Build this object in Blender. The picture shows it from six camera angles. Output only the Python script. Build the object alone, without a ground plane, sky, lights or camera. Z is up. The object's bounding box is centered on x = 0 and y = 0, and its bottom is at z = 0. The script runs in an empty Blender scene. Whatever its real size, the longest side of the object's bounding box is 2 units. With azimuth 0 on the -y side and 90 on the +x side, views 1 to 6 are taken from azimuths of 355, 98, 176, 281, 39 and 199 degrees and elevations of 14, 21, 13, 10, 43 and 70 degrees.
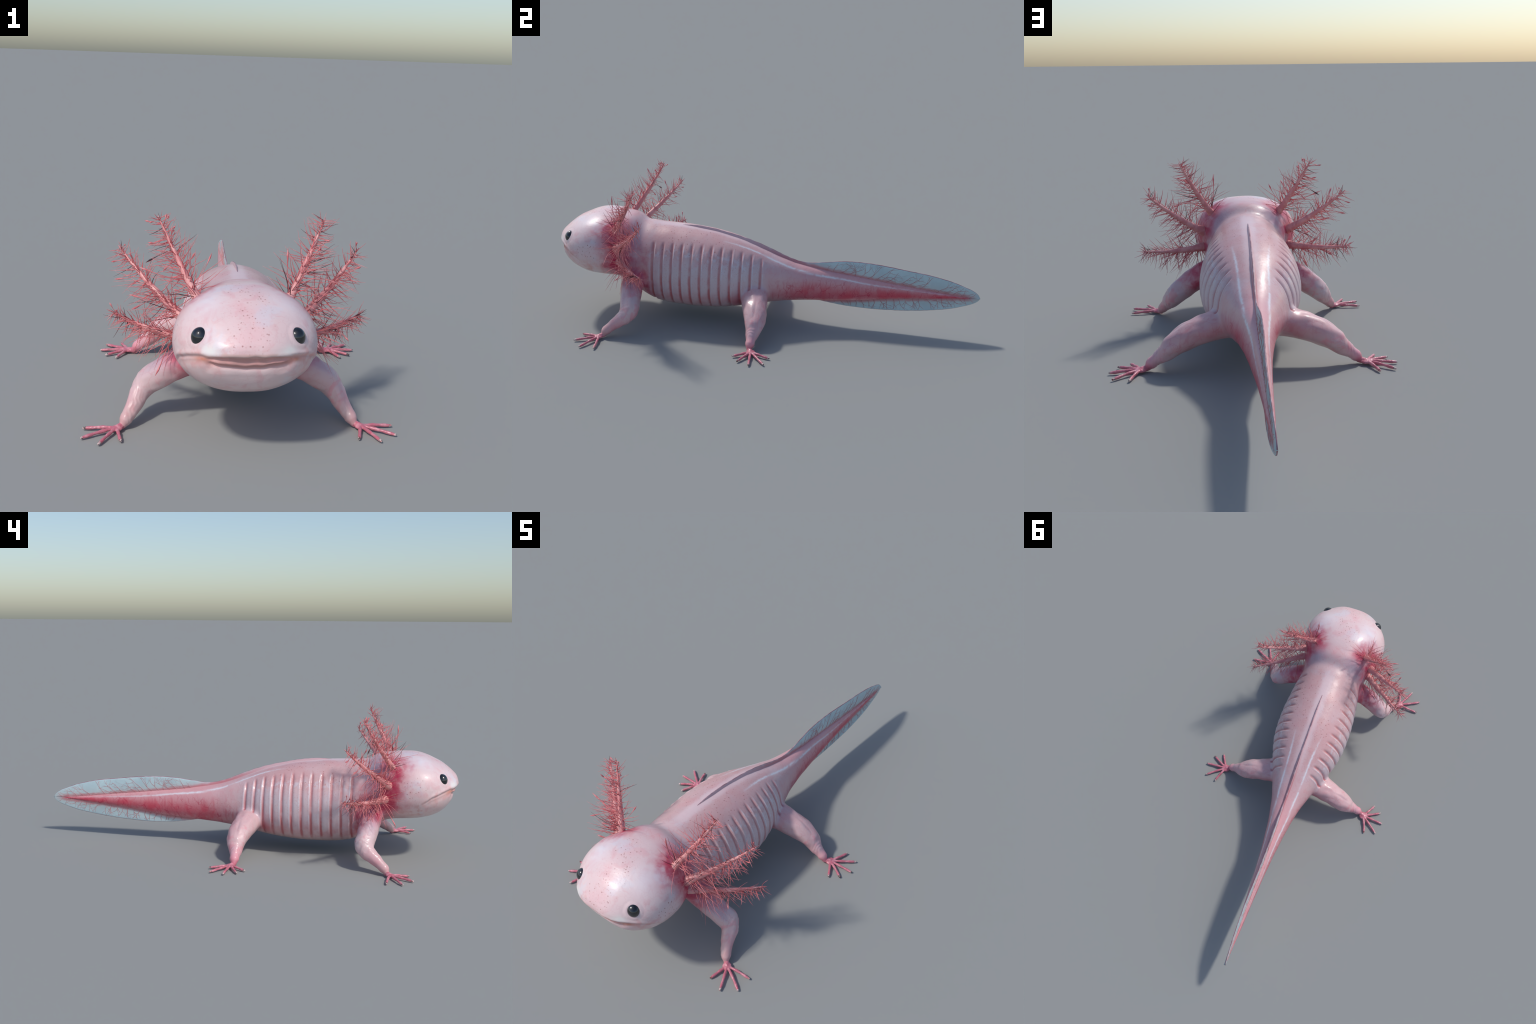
# Pale pink aquatic salamander with feathery gills: body lofted from profile
# stations, limbs from swept paths, fins, gills, hands and eyes as own parts.
import bpy, bmesh, math, random
import numpy as np
from mathutils import Vector, noise as mnoise

rng = random.Random(7)
scene = bpy.context.scene
coll = scene.collection

# ------------------------------------------------------------------ profiles
# y, top z (without the fin), bottom z, half width, height of widest point,
# exponent of the upper half, exponent of the lower half
BODY = [
    (-0.998, 0.372, 0.348, 0.048, 0.361, 2.6, 2.6),
    (-0.991, 0.386, 0.331, 0.078, 0.356, 2.5, 2.5),
    (-0.981, 0.397, 0.306, 0.102, 0.350, 2.4, 2.4),
    (-0.967, 0.410, 0.274, 0.126, 0.342, 2.3, 2.3),
    (-0.948, 0.426, 0.246, 0.149, 0.339, 2.2, 2.2),
    (-0.922, 0.4445, 0.222, 0.174, 0.338, 2.2, 2.15),
    (-0.890, 0.460, 0.205, 0.196, 0.337, 2.2, 2.1),
    (-0.850, 0.477, 0.192, 0.211, 0.336, 2.2, 2.1),
    (-0.800, 0.489, 0.184, 0.216, 0.334, 2.2, 2.1),
    (-0.750, 0.490, 0.180, 0.211, 0.330, 2.2, 2.1),
    (-0.710, 0.487, 0.176, 0.196, 0.320, 2.2, 2.1),
    (-0.670, 0.482, 0.163, 0.177, 0.302, 2.2, 2.1),
    (-0.635, 0.475, 0.134, 0.166, 0.280, 2.2, 2.1),
    (-0.590, 0.453, 0.099, 0.163, 0.255, 2.1, 2.2),
    (-0.540, 0.446, 0.072, 0.170, 0.242, 2.05, 2.2),
    (-0.470, 0.443, 0.056, 0.180, 0.234, 2.0, 2.2),
    (-0.380, 0.438, 0.051, 0.189, 0.228, 2.0, 2.2),
    (-0.290, 0.428, 0.051, 0.191, 0.224, 2.0, 2.2),
    (-0.200, 0.412, 0.057, 0.183, 0.220, 2.0, 2.15),
    (-0.110, 0.387, 0.068, 0.160, 0.215, 2.0, 2.1),
    (-0.030, 0.358, 0.083, 0.130, 0.210, 2.0, 2.0),
    (0.050, 0.326, 0.096, 0.103, 0.205, 2.0, 2.0),
    (0.130, 0.299, 0.106, 0.078, 0.200, 2.0, 2.0),
    (0.210, 0.283, 0.112, 0.061, 0.196, 2.0, 2.0),
    (0.300, 0.268, 0.117, 0.047, 0.192, 2.0, 2.0),
    (0.400, 0.256, 0.124, 0.036, 0.190, 1.9, 1.9),
    (0.500, 0.244, 0.138, 0.028, 0.189, 1.9, 1.9),
    (0.600, 0.232, 0.152, 0.022, 0.189, 1.9, 1.9),
    (0.700, 0.220, 0.162, 0.017, 0.189, 1.9, 1.9),
    (0.800, 0.208, 0.171, 0.013, 0.189, 1.9, 1.9),
    (0.880, 0.199, 0.180, 0.009, 0.189, 1.9, 1.9),
    (0.950, 0.193, 0.186, 0.005, 0.189, 1.9, 1.9),
]
# limb paths: x, y, z, radius, stretch along the body (right-hand values are mirrored)
FORELIMB = [(0.100, -0.605, 0.215, 0.054, 1.0), (0.160, -0.612, 0.203, 0.054, 1.0),
            (0.205, -0.610, 0.180, 0.050, 1.0), (0.262, -0.602, 0.142, 0.046, 1.0),
            (0.300, -0.597, 0.112, 0.042, 1.05), (0.318, -0.608, 0.090, 0.036, 1.05),
            (0.330, -0.634, 0.071, 0.030, 1.0), (0.343, -0.660, 0.052, 0.0245, 1.0),
            (0.355, -0.681, 0.035, 0.0225, 1.0), (0.363, -0.691, 0.025, 0.021, 1.0),
            (0.369, -0.697, 0.015, 0.0135, 1.0)]
HINDLIMB = [(0.060, -0.045, 0.165, 0.052, 1.15), (0.129, -0.042, 0.155, 0.053, 1.2),
            (0.200, -0.030, 0.135, 0.050, 1.16), (0.250, -0.020, 0.114, 0.045, 1.16),
            (0.283, -0.016, 0.093, 0.039, 1.18), (0.308, -0.017, 0.071, 0.032, 1.15),
            (0.330, -0.020, 0.051, 0.026, 1.05), (0.350, -0.022, 0.037, 0.0215, 1.0),
            (0.364, -0.023, 0.026, 0.0210, 1.0), (0.374, -0.024, 0.015, 0.0130, 1.0)]
# fins: y, rim z of the upper fin ; y, rim z of the lower fin
FIN_TOP = [(-0.465, 0.438), (-0.33, 0.442), (-0.20, 0.421), (-0.066, 0.386),
           (0.024, 0.352), (0.10, 0.320), (0.16, 0.304), (0.207, 0.301),
           (0.272, 0.309), (0.394, 0.321), (0.488, 0.319), (0.632, 0.304),
           (0.797, 0.280), (0.87, 0.262), (0.927, 0.241), (0.959, 0.228),
           (0.980, 0.215), (0.992, 0.204), (0.9995, 0.191)]
FIN_LOW = [(0.225, 0.116), (0.285, 0.106), (0.35, 0.096), (0.42, 0.091),
           (0.492, 0.089), (0.60, 0.093), (0.685, 0.100), (0.80, 0.115),
           (0.881, 0.131), (0.935, 0.148), (0.965, 0.159), (0.985, 0.171),
           (0.994, 0.180), (0.9995, 0.189)]
RIB_FIRST, RIB_STEP, RIB_COUNT = -0.523, 0.0458, 12

B = np.array(BODY)

def catmull(xs, ys, q):
    """Monotone-ish cubic through the stations."""
    xs = np.asarray(xs, float); ys = np.asarray(ys, float); q = np.asarray(q, float)
    m = np.gradient(ys, xs)
    i = np.clip(np.searchsorted(xs, q) - 1, 0, len(xs) - 2)
    h = xs[i + 1] - xs[i]
    t = np.clip((q - xs[i]) / h, 0, 1)
    return ((2*t**3 - 3*t**2 + 1)*ys[i] + (t**3 - 2*t**2 + t)*h*m[i]
            + (-2*t**3 + 3*t**2)*ys[i+1] + (t**3 - t**2)*h*m[i+1])

def body_at(q):
    return [catmull(B[:, 0], B[:, k], q) for k in range(1, 7)]

def sstep(a, b, v):
    t = np.clip((v - a) / (b - a), 0, 1)
    return t * t * (3 - 2 * t)

# ------------------------------------------------------------------ helpers
def add_mesh(name, verts, faces, parent=None, mats=(), smooth=True):
    me = bpy.data.meshes.new(name)
    me.from_pydata([tuple(map(float, v)) for v in verts], [], [tuple(map(int, f)) for f in faces])
    me.update()
    if smooth:
        me.polygons.foreach_set("use_smooth", [True] * len(me.polygons))
    ob = bpy.data.objects.new(name, me)
    coll.objects.link(ob)
    for m in mats:
        me.materials.append(m)
    if parent:
        ob.parent = parent
    return ob

def loft(rings, cap=True, base=0):
    """rings: list of (n,3) arrays -> verts, faces (closed around)."""
    n = len(rings[0])
    V = np.concatenate(rings)
    F = []
    for r in range(len(rings) - 1):
        a = base + r * n
        for k in range(n):
            k2 = (k + 1) % n
            F.append((a + k, a + k2, a + n + k2, a + n + k))
    if cap:
        F.append(tuple(base + k for k in reversed(range(n))))
        F.append(tuple(base + (len(rings) - 1) * n + k for k in range(n)))
    return V, F

def frames(P):
    T = np.gradient(P, axis=0)
    T /= np.linalg.norm(T, axis=1)[:, None] + 1e-12
    u = np.cross(T[0], [0.03, 0.11, 1.0])
    if np.linalg.norm(u) < 0.2:
        u = np.cross(T[0], [1.0, 0, 0])
    u /= np.linalg.norm(u)
    U = []
    for t in T:
        u = u - t * np.dot(u, t)
        u /= np.linalg.norm(u)
        U.append(u)
    U = np.array(U)
    return T, U, np.cross(T, U)

def tube_rings(P, R, sides, squash=None):
    P = np.asarray(P, float)
    T, U, W = frames(P)
    a = np.linspace(0, 2 * np.pi, sides, endpoint=False)
    out = []
    for i in range(len(P)):
        out.append(P[i] + R[i] * (np.outer(np.cos(a), U[i]) + np.outer(np.sin(a), W[i])))
    return out

def resample(path, n):
    path = np.asarray(path, float)
    d = np.concatenate([[0], np.cumsum(np.linalg.norm(np.diff(path[:, :3], axis=0), axis=1))])
    q = np.linspace(0, d[-1], n)
    return np.stack([catmull(d, path[:, k], q) for k in range(path.shape[1])], 1)

def rounded_tube(path, n, sides, tip=True):
    """Tube along x,y,z,r points with a rounded far end."""
    p = resample(path, n)
    P, R = p[:, :3], p[:, 3]
    if tip:
        t = P[-1] - P[-2]; t /= np.linalg.norm(t)
        r = R[-1]
        for ang in (30, 55, 75):
            P = np.vstack([P, p[-1, :3] + t * r * math.sin(math.radians(ang))])
            R = np.append(R, r * math.cos(math.radians(ang)))
    rings = tube_rings(P, R, sides)
    if p.shape[1] > 4:                       # oval section, longer along the body
        k = np.append(p[:, 4], np.ones(len(P) - len(p)))
        rings = [c + (r - c) * (1, f, 1) for r, c, f in zip(rings, P, k)]
    return rings

def voxel(parts, size):
    """Union of closed (verts, faces) shells by voxel remesh -> numpy."""
    V, F, o = [], [], 0
    for v, f in parts:
        V.append(v); F += [tuple(i + o for i in q) for q in f]; o += len(v)
    ob = add_mesh("build_helper", np.concatenate(V), F)
    bm = bmesh.new(); bm.from_mesh(ob.data)
    bmesh.ops.recalc_face_normals(bm, faces=bm.faces)
    bm.to_mesh(ob.data); bm.free()
    md = ob.modifiers.new("remesh", 'REMESH')
    md.mode = 'VOXEL'; md.voxel_size = size; md.adaptivity = 0
    dg = bpy.context.evaluated_depsgraph_get()
    me = bpy.data.meshes.new_from_object(ob.evaluated_get(dg))
    nv, nf = len(me.vertices), len(me.polygons)
    co = np.empty(nv * 3); me.vertices.foreach_get("co", co)
    lt = np.empty(nf, int); me.polygons.foreach_get("loop_total", lt)
    li = np.empty(len(me.loops), int); me.loops.foreach_get("vertex_index", li)
    assert (lt == 4).all()
    bpy.data.objects.remove(ob); bpy.data.meshes.remove(me)
    return co.reshape(-1, 3), li.reshape(-1, 4)

def edges_of(Q):
    e = np.concatenate([Q[:, [0, 1]], Q[:, [1, 2]], Q[:, [2, 3]], Q[:, [3, 0]]])
    return np.unique(np.sort(e, 1), axis=0)

def smooth(V, Ed, iters, w):
    n = len(V)
    deg = np.bincount(Ed.ravel(), minlength=n).astype(float)
    w = np.broadcast_to(np.asarray(w, float), (n,))[:, None]
    for _ in range(iters):
        S = np.empty_like(V)
        for k in range(3):
            S[:, k] = (np.bincount(Ed[:, 0], V[Ed[:, 1], k], n)
                       + np.bincount(Ed[:, 1], V[Ed[:, 0], k], n)) / deg
        V = V + w * (S - V)
    return V

def vnormals(V, Q):
    n = np.cross(V[Q[:, 2]] - V[Q[:, 0]], V[Q[:, 3]] - V[Q[:, 1]])
    N = np.zeros_like(V)
    for k in range(4):
        for c in range(3):
            N[:, c] += np.bincount(Q[:, k], n[:, c], len(V))
    return N / (np.linalg.norm(N, axis=1)[:, None] + 1e-12)

def submesh(name, V, Q, N, mask, parent, mats, mat_index=None):
    q = Q[mask]
    ids, inv = np.unique(q, return_inverse=True)
    ob = add_mesh(name, V[ids], inv.reshape(-1, 4), parent, mats)
    ob.data.normals_split_custom_set_from_vertices([tuple(map(float, v)) for v in N[ids]])
    if mat_index is not None:
        ob.data.polygons.foreach_set("material_index", mat_index[mask].astype(np.int32))
    return ob

# ------------------------------------------------------------- node helpers
class X:
    """Tiny expression wrapper so masks read as formulas."""
    def __init__(s, g, sock): s.g, s.s = g, sock
    def _m(s, op, *o, clamp=False):
        n = s.g.nodes.new("ShaderNodeMath"); n.operation = op; n.use_clamp = clamp
        for i, v in enumerate((s,) + o):
            if isinstance(v, X): s.g.links.new(v.s, n.inputs[i])
            else: n.inputs[i].default_value = v
        return X(s.g, n.outputs[0])
    def __add__(s, o): return s._m('ADD', o)
    __radd__ = __add__
    def __sub__(s, o): return s._m('SUBTRACT', o)
    def __rsub__(s, o): return (s * -1.0) + o
    def __mul__(s, o): return s._m('MULTIPLY', o)
    __rmul__ = __mul__
    def __truediv__(s, o): return s._m('DIVIDE', o)
    def abs(s): return s._m('ABSOLUTE')
    def frac(s): return s._m('FRACT')
    def min(s, o): return s._m('MINIMUM', o)
    def max(s, o): return s._m('MAXIMUM', o)
    def pow(s, o): return s._m('POWER', o)
    def gauss(s, c, w): 
        d = (s - c) / w
        return (d * d * -1.0)._m('EXPONENT')
    def exp(s): return s._m('EXPONENT')
    def step(s, a, b):
        n = s.g.nodes.new("ShaderNodeMapRange"); n.interpolation_type = 'SMOOTHSTEP'
        s.g.links.new(s.s, n.inputs[0])
        n.inputs[1].default_value, n.inputs[2].default_value = (a, b) if a < b else (b, a)
        n.inputs[3].default_value, n.inputs[4].default_value = (0, 1) if a < b else (1, 0)
        return X(s.g, n.outputs[0])
    def curve(s, pts, x0, x1, y0, y1):
        t = (s - x0) / (x1 - x0)
        n = s.g.nodes.new("ShaderNodeFloatCurve"); c = n.mapping.curves[0]
        P = [((a - x0) / (x1 - x0), (b - y0) / (y1 - y0)) for a, b in pts]
        while len(c.points) < len(P): c.points.new(0.5, 0.5)
        for p, q in zip(c.points, P): p.location = q
        n.mapping.update()
        s.g.links.new(t.s, n.inputs[1])
        return X(s.g, n.outputs[0]) * (y1 - y0) + y0

class Mat:
    def __init__(m, name):
        m.mat = bpy.data.materials.new(name); m.mat.use_nodes = True
        m.g = m.mat.node_tree
        m.bsdf = next(n for n in m.g.nodes if n.type == 'BSDF_PRINCIPLED')
        tc = m.g.nodes.new("ShaderNodeTexCoord")
        m.co = tc.outputs["Object"]
        sp = m.g.nodes.new("ShaderNodeSeparateXYZ"); m.g.links.new(m.co, sp.inputs[0])
        m.x, m.y, m.z = (X(m.g, o) for o in sp.outputs)
    def vec(m, scale=(1, 1, 1), warp=0.0, wscale=10):
        n = m.g.nodes.new("ShaderNodeMapping"); n.inputs["Scale"].default_value = scale
        src = m.co
        if warp:
            nz = m.g.nodes.new("ShaderNodeTexNoise"); nz.inputs["Scale"].default_value = wscale
            nz.inputs["Detail"].default_value = 3
            m.g.links.new(m.co, nz.inputs["Vector"])
            ma = m.g.nodes.new("ShaderNodeVectorMath"); ma.operation = 'MULTIPLY_ADD'
            m.g.links.new(nz.outputs["Color"], ma.inputs[0])
            ma.inputs[1].default_value = (warp,) * 3
            m.g.links.new(m.co, ma.inputs[2]); src = ma.outputs[0]
        m.g.links.new(src, n.inputs[0])
        return n.outputs[0]
    def noise(m, scale, detail=3, vec=None, rough=0.55):
        n = m.g.nodes.new("ShaderNodeTexNoise")
        n.inputs["Scale"].default_value = scale; n.inputs["Detail"].default_value = detail
        n.inputs["Roughness"].default_value = rough
        m.g.links.new(vec or m.co, n.inputs["Vector"])
        return X(m.g, n.outputs[0])
    def voronoi(m, scale, feature='F1', vec=None, out="Distance", rand=1.0):
        n = m.g.nodes.new("ShaderNodeTexVoronoi"); n.feature = feature
        n.inputs["Scale"].default_value = scale; n.inputs["Randomness"].default_value = rand
        m.g.links.new(vec or m.co, n.inputs["Vector"])
        return X(m.g, n.outputs[out])
    def mix(m, a, b, f):
        n = m.g.nodes.new("ShaderNodeMix"); n.data_type = 'RGBA'; n.clamp_factor = True
        for v, i in ((f, 0), (a, 6), (b, 7)):
            if isinstance(v, X): m.g.links.new(v.s, n.inputs[i])
            elif isinstance(v, (tuple, list)): n.inputs[i].default_value = (*v, 1)
            else: n.inputs[i].default_value = v
        return X(m.g, n.outputs[2])
    def set(m, **kw):
        for k, v in kw.items():
            i = m.bsdf.inputs[k.replace("_", " ")]
            if isinstance(v, X): m.g.links.new(v.s, i)
            elif isinstance(v, tuple): i.default_value = (*v, 1)
            else: i.default_value = v
    def bump(m, h, strength, dist):
        n = m.g.nodes.new("ShaderNodeBump")
        n.inputs["Strength"].default_value = strength; n.inputs["Distance"].default_value = dist
        m.g.links.new(h.s, n.inputs["Height"])
        m.g.links.new(n.outputs[0], m.bsdf.inputs["Normal"])

# ---------------------------------------------------------------- materials
MOUTH_Y = [(-1.0, 0.353), (-0.988, 0.351), (-0.973, 0.346), (-0.953, 0.340), (-0.92, 0.329),
           (-0.877, 0.309), (-0.85, 0.291), (-0.826, 0.272)]
RIB_TOP = [(-0.55, 0.384), (-0.45, 0.387), (-0.33, 0.389), (-0.25, 0.384), (-0.20, 0.377), (-0.12, 0.359), (-0.06, 0.342), (-0.02, 0.326), (0.05, 0.304)]

def skin_material():
    m = Mat("salamander_skin")
    x, y, z = m.x, m.y, m.z
    ax = x.abs()
    n_big, n_mid, n_fine = m.noise(5.0), m.noise(16.0, 4), m.noise(70.0, 4)
    wisp = m.noise(22.0, 5, m.vec(warp=0.12, wscale=9))
    headm = y.step(-0.66, -0.72)
    col = m.mix((0.70, 0.50, 0.505), (0.67, 0.37, 0.39), n_big.step(0.36, 0.68) * 0.6)
    col = m.mix(col, (0.79, 0.600, 0.600), headm * 0.85)
    # milky blue-grey patches
    milky = m.noise(9.0, 3, m.vec(warp=0.1, wscale=6)).step(0.53, 0.68)
    col = m.mix(col, (0.67, 0.65, 0.72), milky * (0.26 + headm * 0.30))
    # fine rosy mottling and hair-thin vessels everywhere
    col = m.mix(col, (0.72, 0.32, 0.35), wisp.step(0.50, 0.68) * 0.36)
    hair = m.voronoi(1.0, 'DISTANCE_TO_EDGE', m.vec((34, 42, 34), warp=0.05, wscale=22)).step(0.05, 0.0)
    col = m.mix(col, (0.62, 0.20, 0.22), hair * n_mid.step(0.40, 0.60) * (0.36 - headm * 0.22))
    # temples: bright milky spots over the eyes
    temple = (ax.gauss(0.115, 0.05) * y.gauss(-0.83, 0.06) * z.gauss(0.455, 0.05))
    col = m.mix(col, (0.78, 0.76, 0.82), temple * 0.5)
    # rosy stripe of the forehead and snout
    brow = ax.step(0.075, 0.02) * y.step(-0.68, -0.80) * z.step(0.30, 0.345)
    col = m.mix(col, (0.82, 0.48, 0.50), brow * (n_mid.step(0.35, 0.65) * 0.35 + 0.12))
    # back: warm pink on both sides of the crest
    back = z.step(0.30, 0.37) * y.step(-0.60, -0.50) * y.step(0.1, -0.1)
    col = m.mix(col, (0.63, 0.35, 0.35), back * ax.step(0.018, 0.045) * (n_mid * 0.7 + 0.22))
    col = m.mix(col, (0.77, 0.58, 0.60), back * ax.step(0.034, 0.012) * 0.7)
    # mauve collar behind the gills
    collar = y.gauss(-0.628, 0.045) * z.step(0.12, 0.22) * ax.step(0.02, 0.12)
    col = m.mix(col, (0.42, 0.36, 0.48), collar * 0.55)
    # crimson flush around the gill roots
    wy, wz = y + (n_mid - 0.5) * 0.09, z + (wisp - 0.5) * 0.08
    wx = ax + (n_mid - 0.5) * 0.03
    flush = None
    for cx, cy, cz, r, a in ((0.138, -0.715, 0.440, 0.052, 1.5), (0.185, -0.705, 0.375, 0.046, 1.3),
                             (0.190, -0.690, 0.300, 0.052, 1.7), (0.180, -0.682, 0.225, 0.048, 1.4),
                             (0.165, -0.600, 0.300, 0.060, 0.7), (0.180, -0.575, 0.205, 0.062, 1.1),
                             (0.145, -0.775, 0.415, 0.040, 0.6), (0.150, -0.650, 0.160, 0.045, 0.9),
                             (0.100, -0.680, 0.470, 0.040, 0.55), (0.150, -0.655, 0.385, 0.045, 0.8),
                             (0.150, -0.545, 0.130, 0.045, 0.75), (0.225, -0.575, 0.175, 0.050, 0.65)):
        d = ((wx - cx) * (wx - cx) + (wy - cy) * (wy - cy) + (wz - cz) * (wz - cz)) / (-r * r)
        g = d.exp() * a
        flush = g if flush is None else flush + g
    cloud = m.noise(24.0, 4, m.vec(warp=0.06, wscale=14)).step(0.25, 0.72)
    soft = 1.0 - (flush * (cloud * 1.2 + 0.25) * -1.0).exp()
    col = m.mix(col, (0.62, 0.10, 0.17), soft * 0.75)
    col = m.mix(col, (0.50, 0.012, 0.075), (soft * soft * 1.15).min(0.93))
    # rib grooves: red lines, pink and blue-white highlights painted along their rims
    ph = ((y + (n_mid - 0.5) * 0.006 - RIB_FIRST + RIB_STEP / 2) / RIB_STEP).frac() - 0.5
    rtop = y.curve(RIB_TOP, -0.55, 0.05, 0.2, 0.4)
    hwm = y.curve([(a, c) for a, _, _, c, *_ in BODY if -0.6 < a < 0.2], -0.59, 0.13, 0.0, 0.2)
    trunk = (ax - hwm).step(0.018, 0.006)
    ribz = (z + (n_mid - 0.5) * 0.05).step(0.06, 0.12) * (z - rtop).step(0.012, -0.012)
    ribm = ribz * y.step(-0.55, -0.53) * y.step(0.03, -0.02) * ax.step(0.06, 0.09) * trunk
    line = (ph + 0.04).abs().step(0.20, 0.02)
    col = m.mix(col, (0.60, 0.56, 0.61), ribm * z.step(0.34, 0.26) * z.step(0.10, 0.17) * 0.45)
    blotch = m.noise(48.0, 3).step(0.47, 0.60)
    col = m.mix(col, (0.70, 0.72, 0.79), trunk * (z - rtop + 0.045).gauss(0.0, 0.020) * blotch
                * y.step(-0.56, -0.52) * y.step(0.0, -0.06) * 0.42)
    col = m.mix(col, (0.78, 0.50, 0.49), ribm * ph.gauss(0.09, 0.06) * z.step(0.20, 0.30) * n_mid.step(0.35, 0.6) * 0.5)
    col = m.mix(col, (0.72, 0.75, 0.82), ribm * ph.gauss(0.20, 0.045) * z.step(0.11, 0.18) * n_mid.step(0.38, 0.58) * 0.6)
    col = m.mix(col, (0.52, 0.12, 0.13), ribm * line.max(ph.abs().step(0.09, 0.02)) * (z.step(0.34, 0.13) * 0.42 + 0.52)
                * (n_mid.step(0.26, 0.56) * 0.6 + 0.4))
    low = z.gauss(0.13, 0.045) * ax.step(0.1, 0.14) * trunk * y.step(-0.56, -0.5) * y.step(0.02, -0.05)
    col = m.mix(col, (0.62, 0.22, 0.24), low * n_mid.step(0.40, 0.65) * 0.45)
    # tail: red lower half with a vein network
    mid = y.curve([(0, 0.150), (0.2, 0.158), (0.4, 0.166), (0.6, 0.178), (1.0, 0.190)], 0, 1, 0.1, 0.3)
    wid = y.curve([(0, 0.050), (0.25, 0.048), (0.5, 0.034), (0.8, 0.016), (1.0, 0.010)], 0, 1, 0, 0.1)
    dz = (z - mid + (n_mid - 0.5) * 0.03) / wid
    red = (dz * dz * -1.0).exp() * y.step(-0.06, 0.20)
    col = m.mix(col, (0.69, 0.33, 0.355), y.step(-0.10, 0.25) * 0.75)
    col = m.mix(col, (0.60, 0.08, 0.12), red * (n_mid * 0.7 + 0.45))
    tail = y.step(0.0, 0.14) * (z - mid - wid * 1.6).step(0.02, -0.02)
    col = m.mix(col, (0.66, 0.06, 0.10), red * tail * m.noise(15.0, 4, m.vec((1, 1, 0.6), warp=0.05, wscale=20)).step(0.45, 0.62) * 0.75)
    streak = m.noise(1.0, 3, m.vec((14, 58, 12), warp=0.03, wscale=12)).step(0.52, 0.68)
    col = m.mix(col, (0.58, 0.09, 0.13), streak * y.step(-0.06, 0.08) * y.step(0.7, 0.4) * (z - mid - wid * 1.5).step(0.02, -0.03) * 0.55)
    net = m.voronoi(1.0, 'DISTANCE_TO_EDGE', m.vec((18, 30, 17), warp=0.07, wscale=16))
    fine = m.voronoi(1.0, 'DISTANCE_TO_EDGE', m.vec((44, 70, 42), warp=0.04, wscale=26))
    vein = (net.step(0.055, 0.005) * m.noise(24.0, 2).step(0.38, 0.6) * 0.85).max(fine.step(0.06, 0.0) * 0.25)
    col = m.mix(col, (0.50, 0.02, 0.07), vein * tail * (red * 0.5 + 0.42))
    col = m.mix(col, (0.62, 0.12, 0.15), vein * 0.16 * y.step(-0.30, 0.05) * (1.0 - tail))
    # pale lateral line
    # (placed by distance from the midline on the back, by height on the tail)
    latx = y.curve([(-0.5, 0.085), (-0.2, 0.068), (-0.1, 0.058), (0.0, 0.0525), (0.08, 0.049), (0.15, 0.043),
                    (0.26, 0.036), (0.36, 0.026)], -0.5, 0.36, 0.0, 0.1)
    latz = y.curve([(0.0, 0.325), (0.06, 0.300), (0.15, 0.272), (0.25, 0.2535), (0.36, 0.240), (0.48, 0.224), (0.68, 0.208),
                    (0.85, 0.197), (1.0, 0.190)], 0, 1, 0.1, 0.4)
    lw = y.curve([(-0.5, 0.0040), (0.0, 0.0050), (0.3, 0.0042), (1.0, 0.0020)], -0.5, 1, 0, 0.02)
    jit = (n_fine - 0.5) * 0.007
    dx, dl = (ax + jit - latx) / (lw * 0.9), (z + jit - latz) / lw
    onx = (dx * dx * -1.0).exp() * z.step(0.20, 0.24) * y.step(0.24, 0.14)
    onz = (dl * dl * -1.0).exp() * y.step(0.14, 0.24)
    col = m.mix(col, (0.80, 0.77, 0.82), onx.max(onz) * y.step(-0.24, -0.08) * (y.step(0.80, 0.22) * 0.75 + 0.25)
                * (m.noise(24.0, 2).step(0.32, 0.5) * 0.75 + 0.25) * 0.9)
    # limbs flush towards wrists and ankles
    wrist = ax.step(0.28, 0.375) * z.step(0.13, 0.02)
    col = m.mix(col, (0.78, 0.30, 0.36), wrist * (n_mid.step(0.3, 0.6) * 0.6 + 0.30))
    ring = ax.step(0.352, 0.374) * z.step(0.03, 0.015)
    col = m.mix(col, (0.60, 0.06, 0.11), ring * n_mid.step(0.3, 0.55) * 0.9)
    limb = ax.step(0.19, 0.26) * z.step(0.22, 0.16)
    col = m.mix(col, (0.76, 0.28, 0.33), limb * (wisp.step(0.52, 0.66) * (z.step(0.17, 0.06) * 0.45 + 0.22)))
    cuff = ax.step(0.338, 0.368) * z.step(0.042, 0.018)
    col = m.mix(col, (0.66, 0.22, 0.28), cuff * 0.8)
    groin = ax.gauss(0.135, 0.04) * (y.gauss(-0.125, 0.03) + y.gauss(0.045, 0.03)) * z.gauss(0.125, 0.05)
    col = m.mix(col, (0.60, 0.10, 0.14), groin * 0.75)
    # mouth: rosy-brown inner lips, orange corners, beige upper lip
    zc = y.curve(MOUTH_Y, -1.0, -0.826, 0.2, 0.4)
    below = zc - z
    front = y.step(-0.935, -0.96) * ax.step(0.135, 0.115)
    col = m.mix(col, (0.50, 0.24, 0.215), front * below.step(-0.006, 0.001) * (below + ax * ax * 1.1).step(0.044, 0.030) * 0.85)
    crn = ax.gauss(0.132, 0.020) * below.gauss(0.006, 0.009) * y.step(-0.91, -0.93)
    col = m.mix(col, (0.62, 0.17, 0.06), crn * 0.9)
    jawp = below.gauss(0.03, 0.03) * y.gauss(-0.93, 0.05) * ax.step(0.05, 0.1)
    col = m.mix(col, (0.74, 0.38, 0.34), jawp * n_mid.step(0.35, 0.6) * 0.6)
    chk = y.step(-0.80, -0.86) * below.gauss(0.0, 0.022)
    col = m.mix(col, (0.72, 0.34, 0.32), chk * wisp.step(0.42, 0.62) * 0.6)
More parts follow.
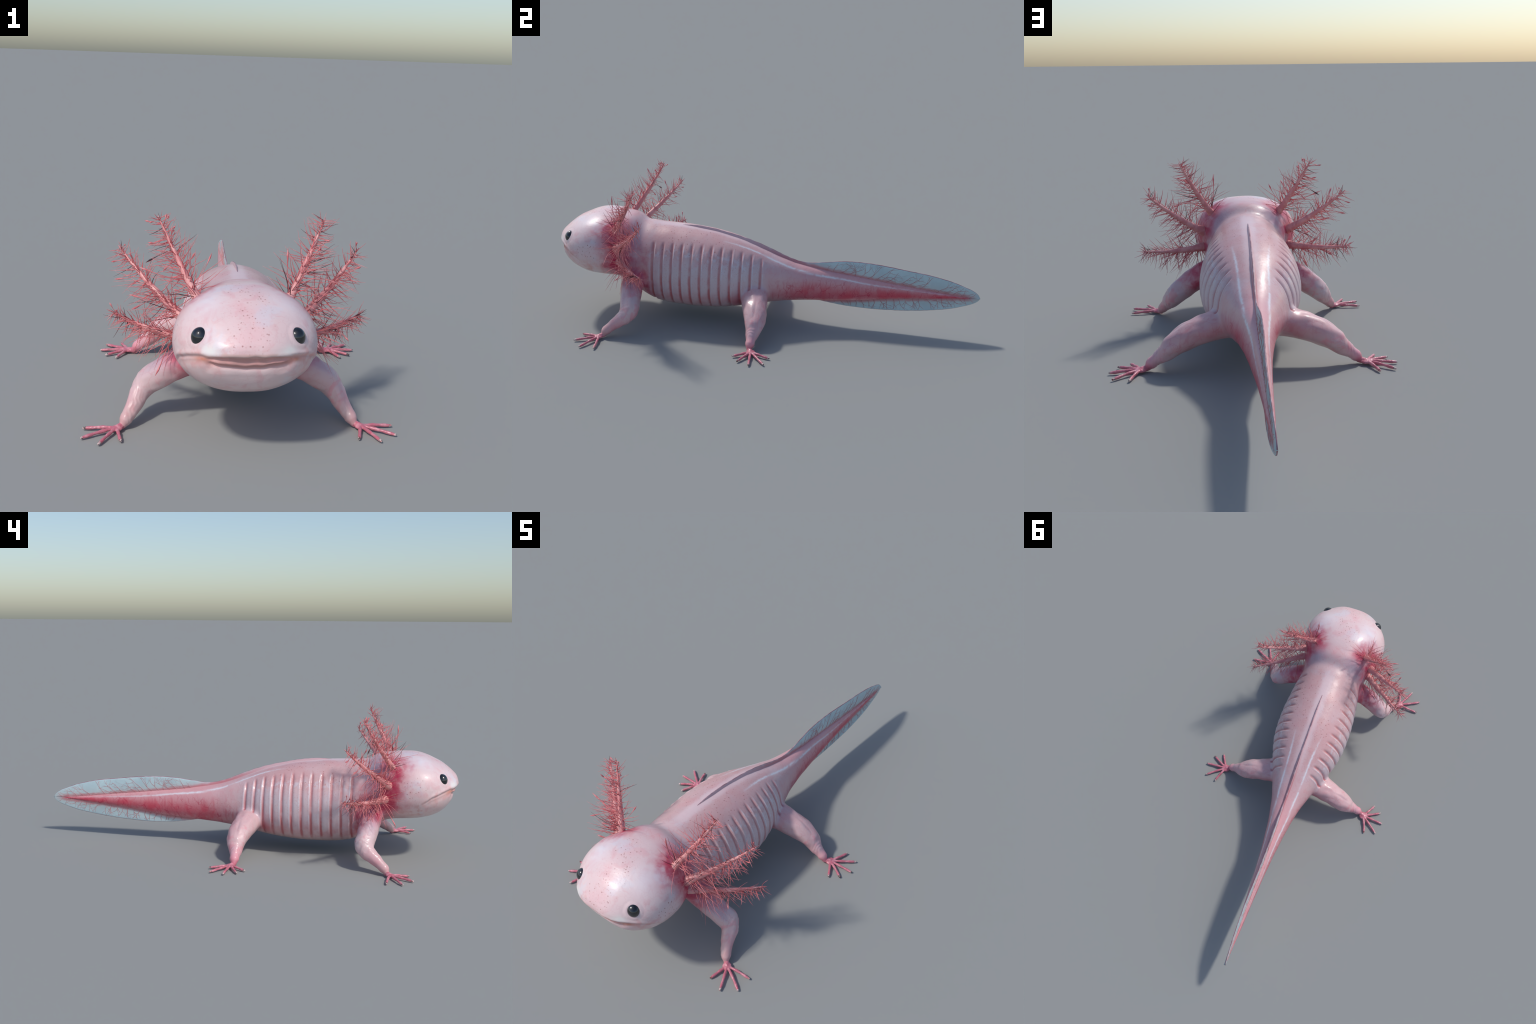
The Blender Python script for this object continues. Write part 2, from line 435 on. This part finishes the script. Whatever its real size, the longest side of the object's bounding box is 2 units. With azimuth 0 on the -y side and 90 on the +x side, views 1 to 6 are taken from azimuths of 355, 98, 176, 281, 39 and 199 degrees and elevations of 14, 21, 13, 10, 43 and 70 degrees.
    crease = below.gauss(0.002, 0.0035) * y.step(-0.83, -0.87) * ax.step(0.10, 0.13)
    col = m.mix(col, (0.50, 0.28, 0.27), crease * 0.35)
    band = y.step(-0.984, -0.990) * ax.step(0.082, 0.072) * z.step(0.344, 0.348) * z.step(0.364, 0.360)
    col = m.mix(col, (0.70, 0.47, 0.43), band * 0.75)
    lipw = ax.gauss(0.112, 0.026) * z.gauss(0.364, 0.014) * y.step(-0.94, -0.97)
    col = m.mix(col, (0.86, 0.84, 0.80), lipw * 0.8)
    # underside of the head and belly: greyer and warmer
    under = z.step(0.23, 0.16) * y.step(-0.62, -0.70)
    under = under.max(z.step(0.10, 0.055) * y.step(-0.7, -0.6) * ax.step(0.2, 0.15))
    col = m.mix(col, (0.62, 0.44, 0.41), under * 0.6)
    cheek = y.gauss(-0.83, 0.09) * z.gauss(0.235, 0.05) * ax.step(0.12, 0.17)
    col = m.mix(col, (0.60, 0.23, 0.20), cheek * m.noise(30.0, 4).step(0.46, 0.66) * 0.7)
    # brown freckles
    sp = m.voronoi(1.0, 'F1', m.vec((78, 78, 78)))
    keep = m.voronoi(1.0, 'F1', m.vec((78, 78, 78)), out="Color")
    dot = (sp + (m.noise(160.0, 2) - 0.5) * 0.35).step(0.27, 0.10) * keep.step(0.40, 0.46)
    zone = y.gauss(-0.36, 0.20) * z.step(0.32, 0.37) * ax.step(0.02, 0.045)
    zone = zone.max(ax.step(0.085, 0.03) * y.step(-0.70, -0.76) * z.step(0.345, 0.37))
    zone = zone.max(ax.step(0.17, 0.2) * y.gauss(-0.80, 0.06) * z.gauss(0.35, 0.05) * 0.9)
    zone = zone.max(y.gauss(-0.28, 0.26) * z.gauss(0.31, 0.06) * 0.25)
    zone = zone.max(ax.step(0.08, 0.03) * y.gauss(-0.88, 0.05) * z.step(0.23, 0.2) * 0.7)
    sp2 = m.voronoi(1.0, 'F1', m.vec((120, 120, 120)))
    k2 = m.voronoi(1.0, 'F1', m.vec((120, 120, 120)), out="Color")
    faint = sp2.step(0.34, 0.15) * k2.step(0.50, 0.58) * (y.step(-0.6, -0.5) * y.step(0.1, -0.1) * z.step(0.14, 0.24) * ax.step(0.01, 0.03) * 0.7).max(zone * 0.6)
    col = m.mix(col, (0.58, 0.22, 0.21), faint * 0.5)
    col = m.mix(col, (0.34, 0.11, 0.10), dot * (zone * m.noise(11.0, 2).step(0.28, 0.5) * 1.1).min(0.66))
    m.set(Base_Color=col, Roughness=(n_mid * 0.26 + 0.26), Specular_IOR_Level=0.45,
          Coat_Weight=0.20, Coat_Roughness=0.10)
    m.bump(n_fine * 0.5 + wisp * 0.7 + n_mid * 0.8, 0.24, 0.004)
    return m.mat

def hand_material():
    m = Mat("hand_skin")
    n, f = m.noise(45.0, 3), m.noise(140.0, 3)
    col = m.mix((0.56, 0.16, 0.21), (0.70, 0.30, 0.35), n.step(0.45, 0.68))
    col = m.mix(col, (0.62, 0.10, 0.16), m.noise(60.0, 2).step(0.58, 0.72) * 0.7)
    col = m.mix(col, (0.62, 0.18, 0.20), m.z.step(0.008, 0.002) * 0.6)
    m.set(Base_Color=col, Roughness=0.4, Coat_Weight=0.2, Coat_Roughness=0.15)
    m.bump(f, 0.15, 0.002)
    return m.mat

def tip_material():
    m = Mat("digit_tip_skin")
    n = m.noise(110.0, 2)
    col = m.mix((0.08, 0.05, 0.05), (0.62, 0.46, 0.44), n.step(0.40, 0.52))
    col = m.mix(col, (0.45, 0.06, 0.07), m.noise(90.0, 2).step(0.58, 0.66) * 0.7)
    m.set(Base_Color=col, Roughness=0.4)
    return m.mat

def fin_material():
    m = Mat("fin_membrane")
    y, z = m.y, m.z
    n = m.noise(14.0, 3)
    col = m.mix((0.48, 0.61, 0.65), (0.55, 0.69, 0.72), n.step(0.35, 0.65))
    # flesh tint where the fin leaves the muscle
    up = y.curve([(0.0, 0.350), (0.2, 0.286), (0.4, 0.256), (0.6, 0.232), (0.8, 0.208), (1.0, 0.190)], 0, 1, 0.1, 0.4)
    dn = y.curve([(0.0, 0.090), (0.2, 0.112), (0.4, 0.124), (0.6, 0.152), (0.8, 0.171), (1.0, 0.189)], 0, 1, 0.0, 0.3)
    d = (z - up).max(dn - z)
    nz = (m.noise(30.0, 3) - 0.5) * 0.02
    near = (d + nz).step(0.017, 0.0) * y.step(0.995, 0.93)
    col = m.mix(col, (0.46, 0.40, 0.36), d.step(0.055, 0.0) * 0.35)
    mauve = (d + nz).step(0.030, 0.004) * y.step(0.50, 0.15)  # shadow on the fin's dark side, tinted into its lower part
    col = m.mix(col, (0.62, 0.43, 0.48), mauve * 0.65)
    col = m.mix(col, (0.54, 0.15, 0.17), near * 0.8)
    # on the back the low crest carries skin colour
    col = m.mix(col, (0.68, 0.50, 0.53), y.step(0.10, -0.14) * 0.75)
    m.set(Base_Color=col, Roughness=0.35, Coat_Weight=0.15, Coat_Roughness=0.15)
    m.bump(m.noise(60.0, 3), 0.1, 0.003)
    return m.mat

def plain_material(name, a, b, scale, lo=0.4, hi=0.65, rough=0.4, coat=0.0):
    m = Mat(name)
    m.set(Base_Color=m.mix(a, b, m.noise(scale, 3).step(lo, hi)), Roughness=rough,
          Coat_Weight=coat, Coat_Roughness=0.05)
    return m.mat

SKIN = skin_material()
HAND = hand_material()
TIP = tip_material()
FIN = fin_material()
RIM = plain_material("fin_rim", (0.30, 0.14, 0.17), (0.46, 0.30, 0.34), 30)
VEIN = plain_material("fin_vein", (0.54, 0.19, 0.20), (0.62, 0.34, 0.34), 40)
STALK = plain_material("gill_stalk", (0.68, 0.26, 0.26), (0.78, 0.40, 0.38), 40, rough=0.42)
FILA = plain_material("gill_filament", (0.66, 0.16, 0.17), (0.78, 0.30, 0.30), 55, rough=0.45)
FILB = plain_material("gill_filament_dark", (0.06, 0.02, 0.025), (0.16, 0.05, 0.06), 40)
EYE = plain_material("eye_gloss", (0.006, 0.007, 0.009), (0.012, 0.014, 0.017), 60, rough=0.08, coat=1.0)

# --------------------------------------------------------------------- root
root = bpy.data.objects.new("axolotl", None)
coll.objects.link(root)
root["label"] = "pale pink axolotl with feathery red gills and finned tail"
root["category"] = "axolotl"

# --------------------------------------------------------------------- body
def body_shell():
    ys = np.concatenate([np.linspace(-0.998, -0.90, 30), np.linspace(-0.893, 0.95, 170)])
    top, bot, hw, zw, eu, el = body_at(ys)
    a = np.linspace(0, 2 * np.pi, 96, endpoint=False)
    c, s = np.cos(a), np.sin(a)
    rings = []
    for i in range(len(ys)):
        e = np.where(s >= 0, eu[i], el[i])
        xx = hw[i] * np.sign(c) * np.abs(c) ** (2 / e)
        h = np.where(s >= 0, top[i] - zw[i], zw[i] - bot[i])
        zz = zw[i] + h * np.sign(s) * np.abs(s) ** (2 / e)
        rings.append(np.stack([xx, np.full_like(xx, ys[i]), zz], 1))
    return loft(rings)

def mirrored(path):
    return [(-p[0],) + tuple(p[1:]) for p in path]

parts = [body_shell()]
for path in (FORELIMB, mirrored(FORELIMB), HINDLIMB, mirrored(HINDLIMB)):
    parts.append(loft(rounded_tube(path, 40, 28)))
V, Q = voxel(parts, 0.0027)
Ed = edges_of(Q)
# blend the limb roots into the trunk, keep the rest
def root_w(V):
    ax = np.abs(V[:, 0])
    f = np.exp(-(((ax - 0.175) / 0.05) ** 2 + ((V[:, 1] + 0.61) / 0.10) ** 2 + ((V[:, 2] - 0.18) / 0.09) ** 2))
    h = np.exp(-(((ax - 0.135) / 0.05) ** 2 + ((V[:, 1] + 0.04) / 0.10) ** 2 + ((V[:, 2] - 0.15) / 0.09) ** 2))
    return np.clip(1.6 * np.maximum(f, h), 0, 1)
V = smooth(V, Ed, 60, root_w(V) * 0.9)
V = smooth(V, Ed, 6, np.where(np.abs(V[:, 0]) > 0.34, 0.25, 0.5) * (V[:, 1] < 0.9))

# --- surface relief
N = vnormals(V, Q)
x, y, z = V.T.copy()
ax = np.abs(x)
disp = np.zeros(len(V))
# rib grooves
wob = 0.004 * np.array([mnoise.noise(Vector((p[1] * 6, p[2] * 9, 1.5 + (p[0] > 0)))) for p in V])
ph = ((y + wob - RIB_FIRST + RIB_STEP / 2) / RIB_STEP) % 1.0 - 0.5
ribm = (sstep(-0.555, -0.53, y) * (1 - sstep(-0.03, 0.02, y)) * sstep(0.05, 0.12, z)
        * (1 - sstep(-0.022, 0.008, z - np.interp(y, *np.array(RIB_TOP).T))) * sstep(0.05, 0.08, ax))
hwy = body_at(y)[2]
ribm *= 1 - sstep(0.006, 0.018, ax - hwy)
disp += ribm * (-0.0064 * np.exp(-(ph / np.where(ph < 0, 0.17, 0.09)) ** 2) + 0.0014 * np.exp(-((ph - 0.20) / 0.11) ** 2) + 0.0006 * np.cos(ph * 6.283 + 3.14))
# mouth: overhanging upper lip, inner lips, cheek crease
my, mz = np.array(MOUTH_Y).T
zc = np.interp(y, my, mz)
lipwave = np.array([mnoise.noise(Vector((p[0] * 30, p[1] * 30, 4.0))) for p in V])
b = zc - z + 0.0035 * lipwave                # below the lip edge
head = y < -0.80
fr = (1 - sstep(0.105, 0.135, ax)) * (1 - sstep(-0.955, -0.93, y))
side = (1 - sstep(-0.88, -0.825, y)) * sstep(0.10, 0.13, ax)
lip = -0.009 * sstep(-0.002, 0.008, b) * (1 - sstep(0.020, 0.055, b)) + 0.0014 * np.exp(-((b + 0.007) / 0.006) ** 2)
lb = b - (0.027 - 0.016 * (ax / 0.12) ** 2)     # lower lip dips in the middle
low = 0.0060 * np.exp(-(lb / 0.0045) ** 2) - 0.0045 * np.exp(-((lb - 0.011) / 0.0045) ** 2) 
low *= 1 - sstep(0.095, 0.125, ax)
low += 0.0016 * np.array([mnoise.noise(Vector((p[0] * 38, p[2] * 110, 2.0))) for p in V]) * np.exp(-((b - 0.024) / 0.014) ** 2)
cre = -0.0042 * np.exp(-((b - 0.001) / 0.0055) ** 2) + 0.0025 * np.exp(-((b + 0.010) / 0.008) ** 2) \
      - 0.003 * np.exp(-((b - 0.015) / 0.012) ** 2)
disp += head * (fr * (lip + low) + side * cre * (1 - fr))
# soft lumps
lump = np.array([mnoise.noise(Vector((p[0] * 14, p[1] * 14, p[2] * 14))) for p in V])
on_limb = sstep(0.012, 0.04, ax - hwy) * (1 - sstep(0.345, 0.365, ax))
disp += 0.0014 * lump * (1 - sstep(0.4, 0.7, y)) * (ax < 0.36)
dent = np.array([mnoise.noise(Vector((abs(p[0]) * 22, p[1] * 40, p[2] * 30 + 5))) for p in V])
disp += on_limb * (0.0034 * dent - 0.0016 * np.exp(-((y + 0.020) / 0.006) ** 2) * (y > -0.2) * sstep(0.2, 0.25, ax) * (1 - sstep(0.29, 0.32, ax)) * (z > 0.09))
wrinkle = np.sin(ax * 520 + 6 * dent) * sstep(0.30, 0.33, ax) * on_limb
disp += 0.0005 * wrinkle
# collar step behind the head
disp += 0.0025 * np.exp(-((y + 0.650) / 0.026) ** 2) * sstep(0.22, 0.30, z) - 0.003 * np.exp(-((y + 0.590) / 0.022) ** 2) * sstep(0.24, 0.34, z)
V = V + N * disp[:, None]
V = smooth(V, Ed, 2, 0.3 * (y < 0.9))

# eyes: find the skin point and sink a socket
eye_target = np.array([0.143, -0.928, 0.391])
i = np.argmin(((V - eye_target) ** 2).sum(1))
eN = N[i] / np.linalg.norm(N[i])
eC = V[i] - eN * 0.0156
for sx in (1, -1):
    c = eC * (sx, 1, 1); nn = eN * (sx, 1, 1)
    r = V - (c + nn * 0.0142)
    d = np.linalg.norm(r - np.outer(r @ nn, nn), axis=1)
    near = (np.abs(r @ nn) < 0.04)
    V = V + np.outer(near * (0.0008 * np.exp(-((d - 0.028) / 0.005) ** 2)
                             - 0.0004 * np.exp(-((d - 0.040) / 0.004) ** 2)
                             - 0.010 * np.exp(-(d / 0.016) ** 4)), nn)
N = vnormals(V, Q)

fc = V[Q].mean(1)
fx, fy, fz = np.abs(fc[:, 0]), fc[:, 1], fc[:, 2]
hwf = body_at(fy)[2]
left = fc[:, 0] > 0
limb = (fx > hwf + 0.014) & (fz < 0.25)
fore = limb & (fy < -0.45) & (fy > -0.76)
hind = limb & (fy > -0.2) & (fy < 0.15)
rest = ~(fore | hind)
jaw = rest & (fy < -0.84) & (fz < np.interp(fy, my, mz))
headm = rest & (fy < -0.665) & ~jaw
torso = rest & (fy >= -0.665) & (fy < 0.10)
tail = rest & (fy >= 0.10)
for nm, mk in (("head", headm), ("lower_jaw", jaw), ("torso", torso), ("tail", tail),
               ("forelimb", fore & left), ("forelimb", fore & ~left),
               ("hindlimb", hind & left), ("hindlimb", hind & ~left)):
    submesh(nm, V, Q, N, mk, root, [SKIN])

# --------------------------------------------------------------------- eyes
for sx in (1, -1):
    bm = bmesh.new()
    bmesh.ops.create_uvsphere(bm, u_segments=32, v_segments=20, radius=0.0272)
    bmesh.ops.scale(bm, vec=(1.0, 0.95, 1.08), verts=bm.verts)
    c = Vector((eC[0] * sx, eC[1], eC[2]))
    bmesh.ops.translate(bm, verts=bm.verts, vec=c)
    me = bpy.data.meshes.new("eye"); bm.to_mesh(me); bm.free()
    me.polygons.foreach_set("use_smooth", [True] * len(me.polygons))
    me.materials.append(EYE)
    ob = bpy.data.objects.new("eye", me); coll.objects.link(ob); ob.parent = root

# --------------------------------------------------------------------- fins
def fin(name, rim, upper):
    ys = np.linspace(rim[0][0], 0.9995, 220)
    zr = catmull(*np.array(rim).T, ys)
    zr = zr + np.array([0.0016 * mnoise.noise(Vector((q * 38, 3.0, 0))) for q in ys]) * sstep(rim[0][0], rim[0][0] + 0.1, ys) * (1 - sstep(0.9, 0.97, ys))
    top, bot, hw = body_at(np.minimum(ys, 0.95))[:3]
    ctr = 0.1895
    rows = 12
    rings, frac = [], np.append(np.linspace(0, 0.97, rows - 1), 1.0)
    tailness = sstep(0.95, 0.999, ys)
    for i in range(len(ys)):
        b = (top[i] if upper else bot[i])
        b = b * (1 - tailness[i]) + ctr * tailness[i]
        root_in = (0.010 if upper else -0.008) * (1 - tailness[i]) * min(1, hw[i] / 0.02)
        z0 = b - root_in
        zs = z0 + (zr[i] - z0) * frac
        t0 = 0.0065 * (1 - 0.55 * sstep(0.3, 1.0, ys[i])) * min(1.0, 0.12 + (ys[i] - ys[0]) / 0.45)
        th = t0 * (1 - frac) ** 0.8 + 0.0016
        th = th + 0.011 * np.exp(-frac / 0.28) * (1 - sstep(0.05, 0.26, ys[i])) * sstep(0, 0.12, ys[i] - ys[0])
        th[-1] = 0.0007
        xs = np.concatenate([th, -th[::-1]])
        zz = np.concatenate([zs, zs[::-1]])
        sway = 0.004 * math.sin(ys[i] * 9 + 1.0) * sstep(0.0, 0.3, ys[i]) * np.concatenate([frac, frac[::-1]])
        rings.append(np.stack([xs + sway, np.full_like(xs, ys[i]), zz], 1))
    Vf, Ff = loft(rings)
    ob = add_mesh(name, Vf, Ff, root, [FIN, RIM])
    bm = bmesh.new(); bm.from_mesh(ob.data)
    bmesh.ops.recalc_face_normals(bm, faces=bm.faces); bm.to_mesh(ob.data); bm.free()
    # the outermost strip of faces on either side is the dark rim
    idx = [1 if (k % 24) in (10, 11, 12) and k < (len(ys) - 1) * 24 else 0 for k in range(len(ob.data.polygons))]
    ob.data.polygons.foreach_set("material_index", idx)
    return ob, ys, zr, top, bot, hw

dorsal, *dinfo = fin("dorsal_fin", FIN_TOP, True)
ventral, *vinfo = fin("ventral_fin", FIN_LOW, False)

def grow_veins(upper, info, parent):
    """Branching blood vessels lying proud of both fin faces."""
    ys, zr, top, bot, hw = info
    r = random.Random(21 if upper else 22)
    base_z = lambda q: float(np.interp(q, ys, top if upper else bot))
    rim_z = lambda q: float(np.interp(q, ys, zr))
    sgn = 1 if upper else -1
    paths = []
    def branch(p, ang, length, rad, level):
        pts = [(p[0], p[1], rad)]
        yq, zq = p
        steps = max(3, int(length / 0.006))
        for k in range(steps):
            ang += r.gauss(0, 0.16)
            yq += math.cos(ang) * length / steps
            zq += sgn * math.sin(ang) * length / steps
            if yq > 0.985: break
            room = sgn * (rim_z(yq) - zq)
            if room < 0.004: break
            rr = rad * (1 - 0.6 * (k + 1) / steps)
            pts.append((yq, zq, rr))
            if level < 3 and k > 0 and r.random() < (0.30 if level == 0 else 0.20):
                branch((yq, zq), ang + r.choice((-1, 1)) * r.uniform(0.45, 0.95),
                       length * r.uniform(0.4, 0.7), rr * 0.75, level + 1)
        if len(pts) > 2: paths.append(pts)
    q = 0.27 if upper else 0.33
    while q < 0.96:
        h = abs(rim_z(q) - base_z(q))
        branch((q, base_z(q) - sgn * 0.002), r.uniform(0.45, 0.95) if upper else r.uniform(0.7, 1.5),
               h * r.uniform(1.0, 1.6), 0.00115, 0)
        q += r.uniform(0.022, 0.042) if upper else r.uniform(0.018, 0.036)
    VV, FF, o = [], [], 0
    for pts in paths:
        for sx in (1, -1):
            a = np.array(pts)
            P = []
            for yy, zz, rr in a:
                b0 = base_z(yy) - sgn * 0.009
                f = min(1, max(0, (zz - b0) / (rim_z(yy) - b0)))
                t0 = 0.0065 * (1 - 0.55 * sstep(0.3, 1.0, yy))
                th = t0 * (1 - f) ** 0.8 + 0.0016
                sway = 0.004 * math.sin(yy * 9 + 1.0) * sstep(0.0, 0.3, yy) * f
                P.append((sx * (th + 0.0001) + sway, yy, zz))
            v, f = loft(tube_rings(P, a[:, 2], 5), base=o)
            VV.append(v); FF += f; o += len(v)
    ob = add_mesh("vein", np.concatenate(VV), FF, parent, [VEIN])
    ob["kind"] = "stuff"

grow_veins(True, dinfo, dorsal)
grow_veins(False, vinfo, ventral)

# -------------------------------------------------------------------- gills
# root, middle and tip of each stalk on the left side, root radius, length of filaments
GILLS = [((0.136, -0.710, 0.424), (0.207, -0.632, 0.548), (0.266, -0.571, 0.664), 0.0165, 0.078),
         ((0.176, -0.690, 0.358), (0.290, -0.596, 0.446), (0.395, -0.503, 0.550), 0.0195, 0.080),
         ((0.172, -0.678, 0.296), (0.310, -0.582, 0.301), (0.418, -0.498, 0.324), 0.0185, 0.072)]

def gill(k, sx):
    r = random.Random(100 + k * 2 + (sx < 0))
    a, b, c, rad, flen = GILLS[k]
    a, b, c = (np.array(p) * (sx, 1, 1) for p in (a, b, c))
    t = np.linspace(0, 1, 26)[:, None]
    m = 2 * b - 0.5 * (a + c)
    P = (1 - t) ** 2 * a + 2 * t * (1 - t) * m + t ** 2 * c
    tt = t[:, 0]
    lumpy = np.array([mnoise.noise(Vector((q * 9, k * 3.1, sx * 2.0))) for q in tt])
    R = 0.94 * rad * ((1 - tt) ** 0.85 * 0.86 + 0.05 + 0.22 * np.exp(-(tt / 0.1) ** 2)) * (1 + 0.04 * lumpy)
    t0 = (P[0] - P[1]) / np.linalg.norm(P[0] - P[1])     # rounded, sunk root
    Pr = np.vstack([P[0] + t0 * R[0] * 1.15, P[0] + t0 * R[0] * 0.95, P[0] + t0 * R[0] * 0.55, P])
    Rr = np.concatenate([[R[0] * 0.25, R[0] * 0.65, R[0] * 0.93], R])
    V_, F_ = loft(tube_rings(Pr, Rr, 16))
    ob = add_mesh("gill", V_, F_, root, [STALK])
    # filaments leave the front and both flanks, the rear face stays bare
    T = np.gradient(P, axis=0); T /= np.linalg.norm(T, axis=1)[:, None]
    back = np.array([0.25 * sx, 1.0, 0.45])
    VV, FF, MI, o = [], [], [], 0
    count = 150
    for i in range(count):
        s = 0.05 + 0.92 * ((i + r.random()) / count) ** 1.1
        j = s * 25; j0 = min(int(j), 24); w = j - j0
        p = P[j0] * (1 - w) + P[j0 + 1] * w
        tg = T[j0]
        bk = back - tg * np.dot(back, tg); bk /= np.linalg.norm(bk)
        sd = np.cross(tg, bk)
        flank = r.choice((-1, 1))
        ang = flank * math.radians(r.choice((r.gauss(92, 14), r.gauss(112, 20), r.uniform(80, 178), r.uniform(115, 180))))
        out = bk * math.cos(ang) + sd * math.sin(ang)
        lean = math.radians(r.uniform(-12, 40) if r.random() > 0.12 else r.uniform(50, 72))
        d = out * math.cos(lean) + tg * math.sin(lean)
        d = d + np.array([r.gauss(0, .14), r.gauss(0, .14), r.gauss(0, .14)]); d /= np.linalg.norm(d)
        L = flen * 1.55 * (1.06 - 0.74 * s) * r.uniform(0.5, 1.12)
        if out[2] < -0.2: L *= 1.12
        bend = tg * r.uniform(-0.1, 0.7) + np.array([0, 0, r.uniform(-0.45, 0.25)]) + out * r.uniform(-0.2, 0.1)
        rr = float(np.interp(s, tt, R))
        q = np.linspace(0, 1, 8)[:, None]
        wig = np.array([r.gauss(0, .05), r.gauss(0, .05), r.gauss(0, .05)])
        pp = p + out * rr * 0.75 + L * (q * d + bend * q ** 2 * 0.30 + wig * np.sin(q * 4.5) * 0.45)
        f0 = r.uniform(0.0010, 0.0015)
        ra = f0 * (1 - 0.80 * q[:, 0] ** 1.6)
        bulb = r.random() < (0.09 if k == 0 and sx < 0 else 0.025)
        if bulb:
            ra = ra + 0.0034 * np.exp(-((q[:, 0] - 0.82) / 0.10) ** 2)
        v, f = loft(tube_rings(pp, ra, 5), base=o)
        VV.append(v); FF += f; o += len(v)
        MI += [1 if r.random() < 0.06 else 0] * len(f)
    fo = add_mesh("gill_filaments", np.concatenate(VV), FF, ob, [FILA, FILB])
    fo["kind"] = "stuff"
    fo.data.polygons.foreach_set("material_index", MI)

for k in range(3):
    for sx in (1, -1):
        gill(k, sx)

# ------------------------------------------------------------ hands and feet
# wrist, palm middle, digit tips (left side)
HANDS = {"hand": ((0.3695, -0.6965, 0.0135), (0.388, -0.714, 0.0115), 0.019,
                  [(0.370, -0.793), (0.435, -0.812), (0.491, -0.7695), (0.4925, -0.7025)]),
         "foot": ((0.3745, -0.0245, 0.0135), (0.397, -0.013, 0.0115), 0.021,
                  [(0.440, -0.086), (0.481, -0.059), (0.5055, -0.005), (0.488, 0.057), (0.430, 0.073)])}

def build_hand(kind):
    wrist, palm, prad, tips = HANDS[kind]
    r = random.Random(5 if kind == "hand" else 6)
    wrist, palm = np.array(wrist), np.array(palm)
    shells = [loft(rounded_tube([(*(wrist + (wrist - palm) * 0.25 + (0, 0, 0.002)), 0.0115), (*wrist, 0.0115),
                                 (*(wrist * .5 + palm * .5), 0.0108), (*palm, 0.010)], 10, 16))]
    bm = bmesh.new()
    bmesh.ops.create_uvsphere(bm, u_segments=24, v_segments=16, radius=1)
    pv = np.array([v.co for v in bm.verts]) * (prad, prad, 0.0082) + palm + (0, 0, -0.001)
    shells.append((pv, [tuple(v.index for v in f.verts) for f in bm.faces])); bm.free()
    axes = []
    for tx, ty in tips:
        tip = np.array([tx, ty, 0.0058])
        d = tip - palm; d[2] = 0; ln = np.linalg.norm(d); d /= ln
        side = np.array([-d[1], d[0], 0])
        pts = []
        bow = r.uniform(-0.04, 0.04)
        for q in np.linspace(0, 1, 14):
            c = palm * (1 - q) + tip * q
            c[2] = 0.0120 * (1 - q) ** 1.2 + 0.0060 * (1 - (1 - q) ** 1.2) + 0.0015 * math.sin(q * 3.1)
            c = c + side * bow * ln * math.sin(q * math.pi) * 0.6
            rad = 0.0068 - 0.0016 * q + 0.0007 * math.cos(q * 15.5)
            pts.append((*c, rad * 0.95))
        shells.append(loft(rounded_tube(pts, 30, 14)))
        axes.append((palm, tip, d, ln))
    V, Q = voxel(shells, 0.00125)
    Ed = edges_of(Q)
    pd = np.linalg.norm(V[:, :2] - palm[:2], axis=1)
    V = smooth(V, Ed, 14, np.where(pd < prad * 2.0, 0.55, 0.15))
    N = vnormals(V, Q)
    lum = np.array([mnoise.noise(Vector(p * 160)) for p in V])
    V = V + N * (0.0006 * lum)[:, None]
    V[:, 2] = np.maximum(V[:, 2], 0.0004 + 0.15 * np.minimum(V[:, 2], 0))
    V[:, 2] -= V[:, 2].min()
    N = vnormals(V, Q)
    fc = V[Q].mean(1)
    best = np.full(len(fc), -1); bd = np.full(len(fc), 1e9); along = np.zeros(len(fc)); left = np.full(len(fc), 1.0)
    for n, (p, t, d, ln) in enumerate(axes):
        rel = fc - p
        q = rel[:, :2] @ d[:2]
        off = np.linalg.norm(rel[:, :2] - np.outer(np.clip(q, 0, None), d[:2]), axis=1)
        ok = off < bd
        best[ok] = n; bd[ok] = off[ok]; along[ok] = q[ok]; left[ok] = ln - q[ok]
    digit = np.where((along > prad * 1.15) & (bd < 0.012), best, -1)
    mi = (left < 0.0055 + 0.0030 * np.sin(best * 2.3)).astype(int)
    return V, Q, N, digit, mi, len(tips)

for kind in ("hand", "foot"):
    V, Q, N, digit, mi, nd = build_hand(kind)
    for sx in (1, -1):
        v, n = V * (sx, 1, 1), N * (sx, 1, 1)
        q = Q if sx > 0 else Q[:, ::-1]
        h = submesh(kind, v, q, n, digit == -1, root, [HAND, TIP], mi)
        for k in range(nd):
            submesh("digit", v, q, n, digit == k, h, [HAND, TIP], mi)
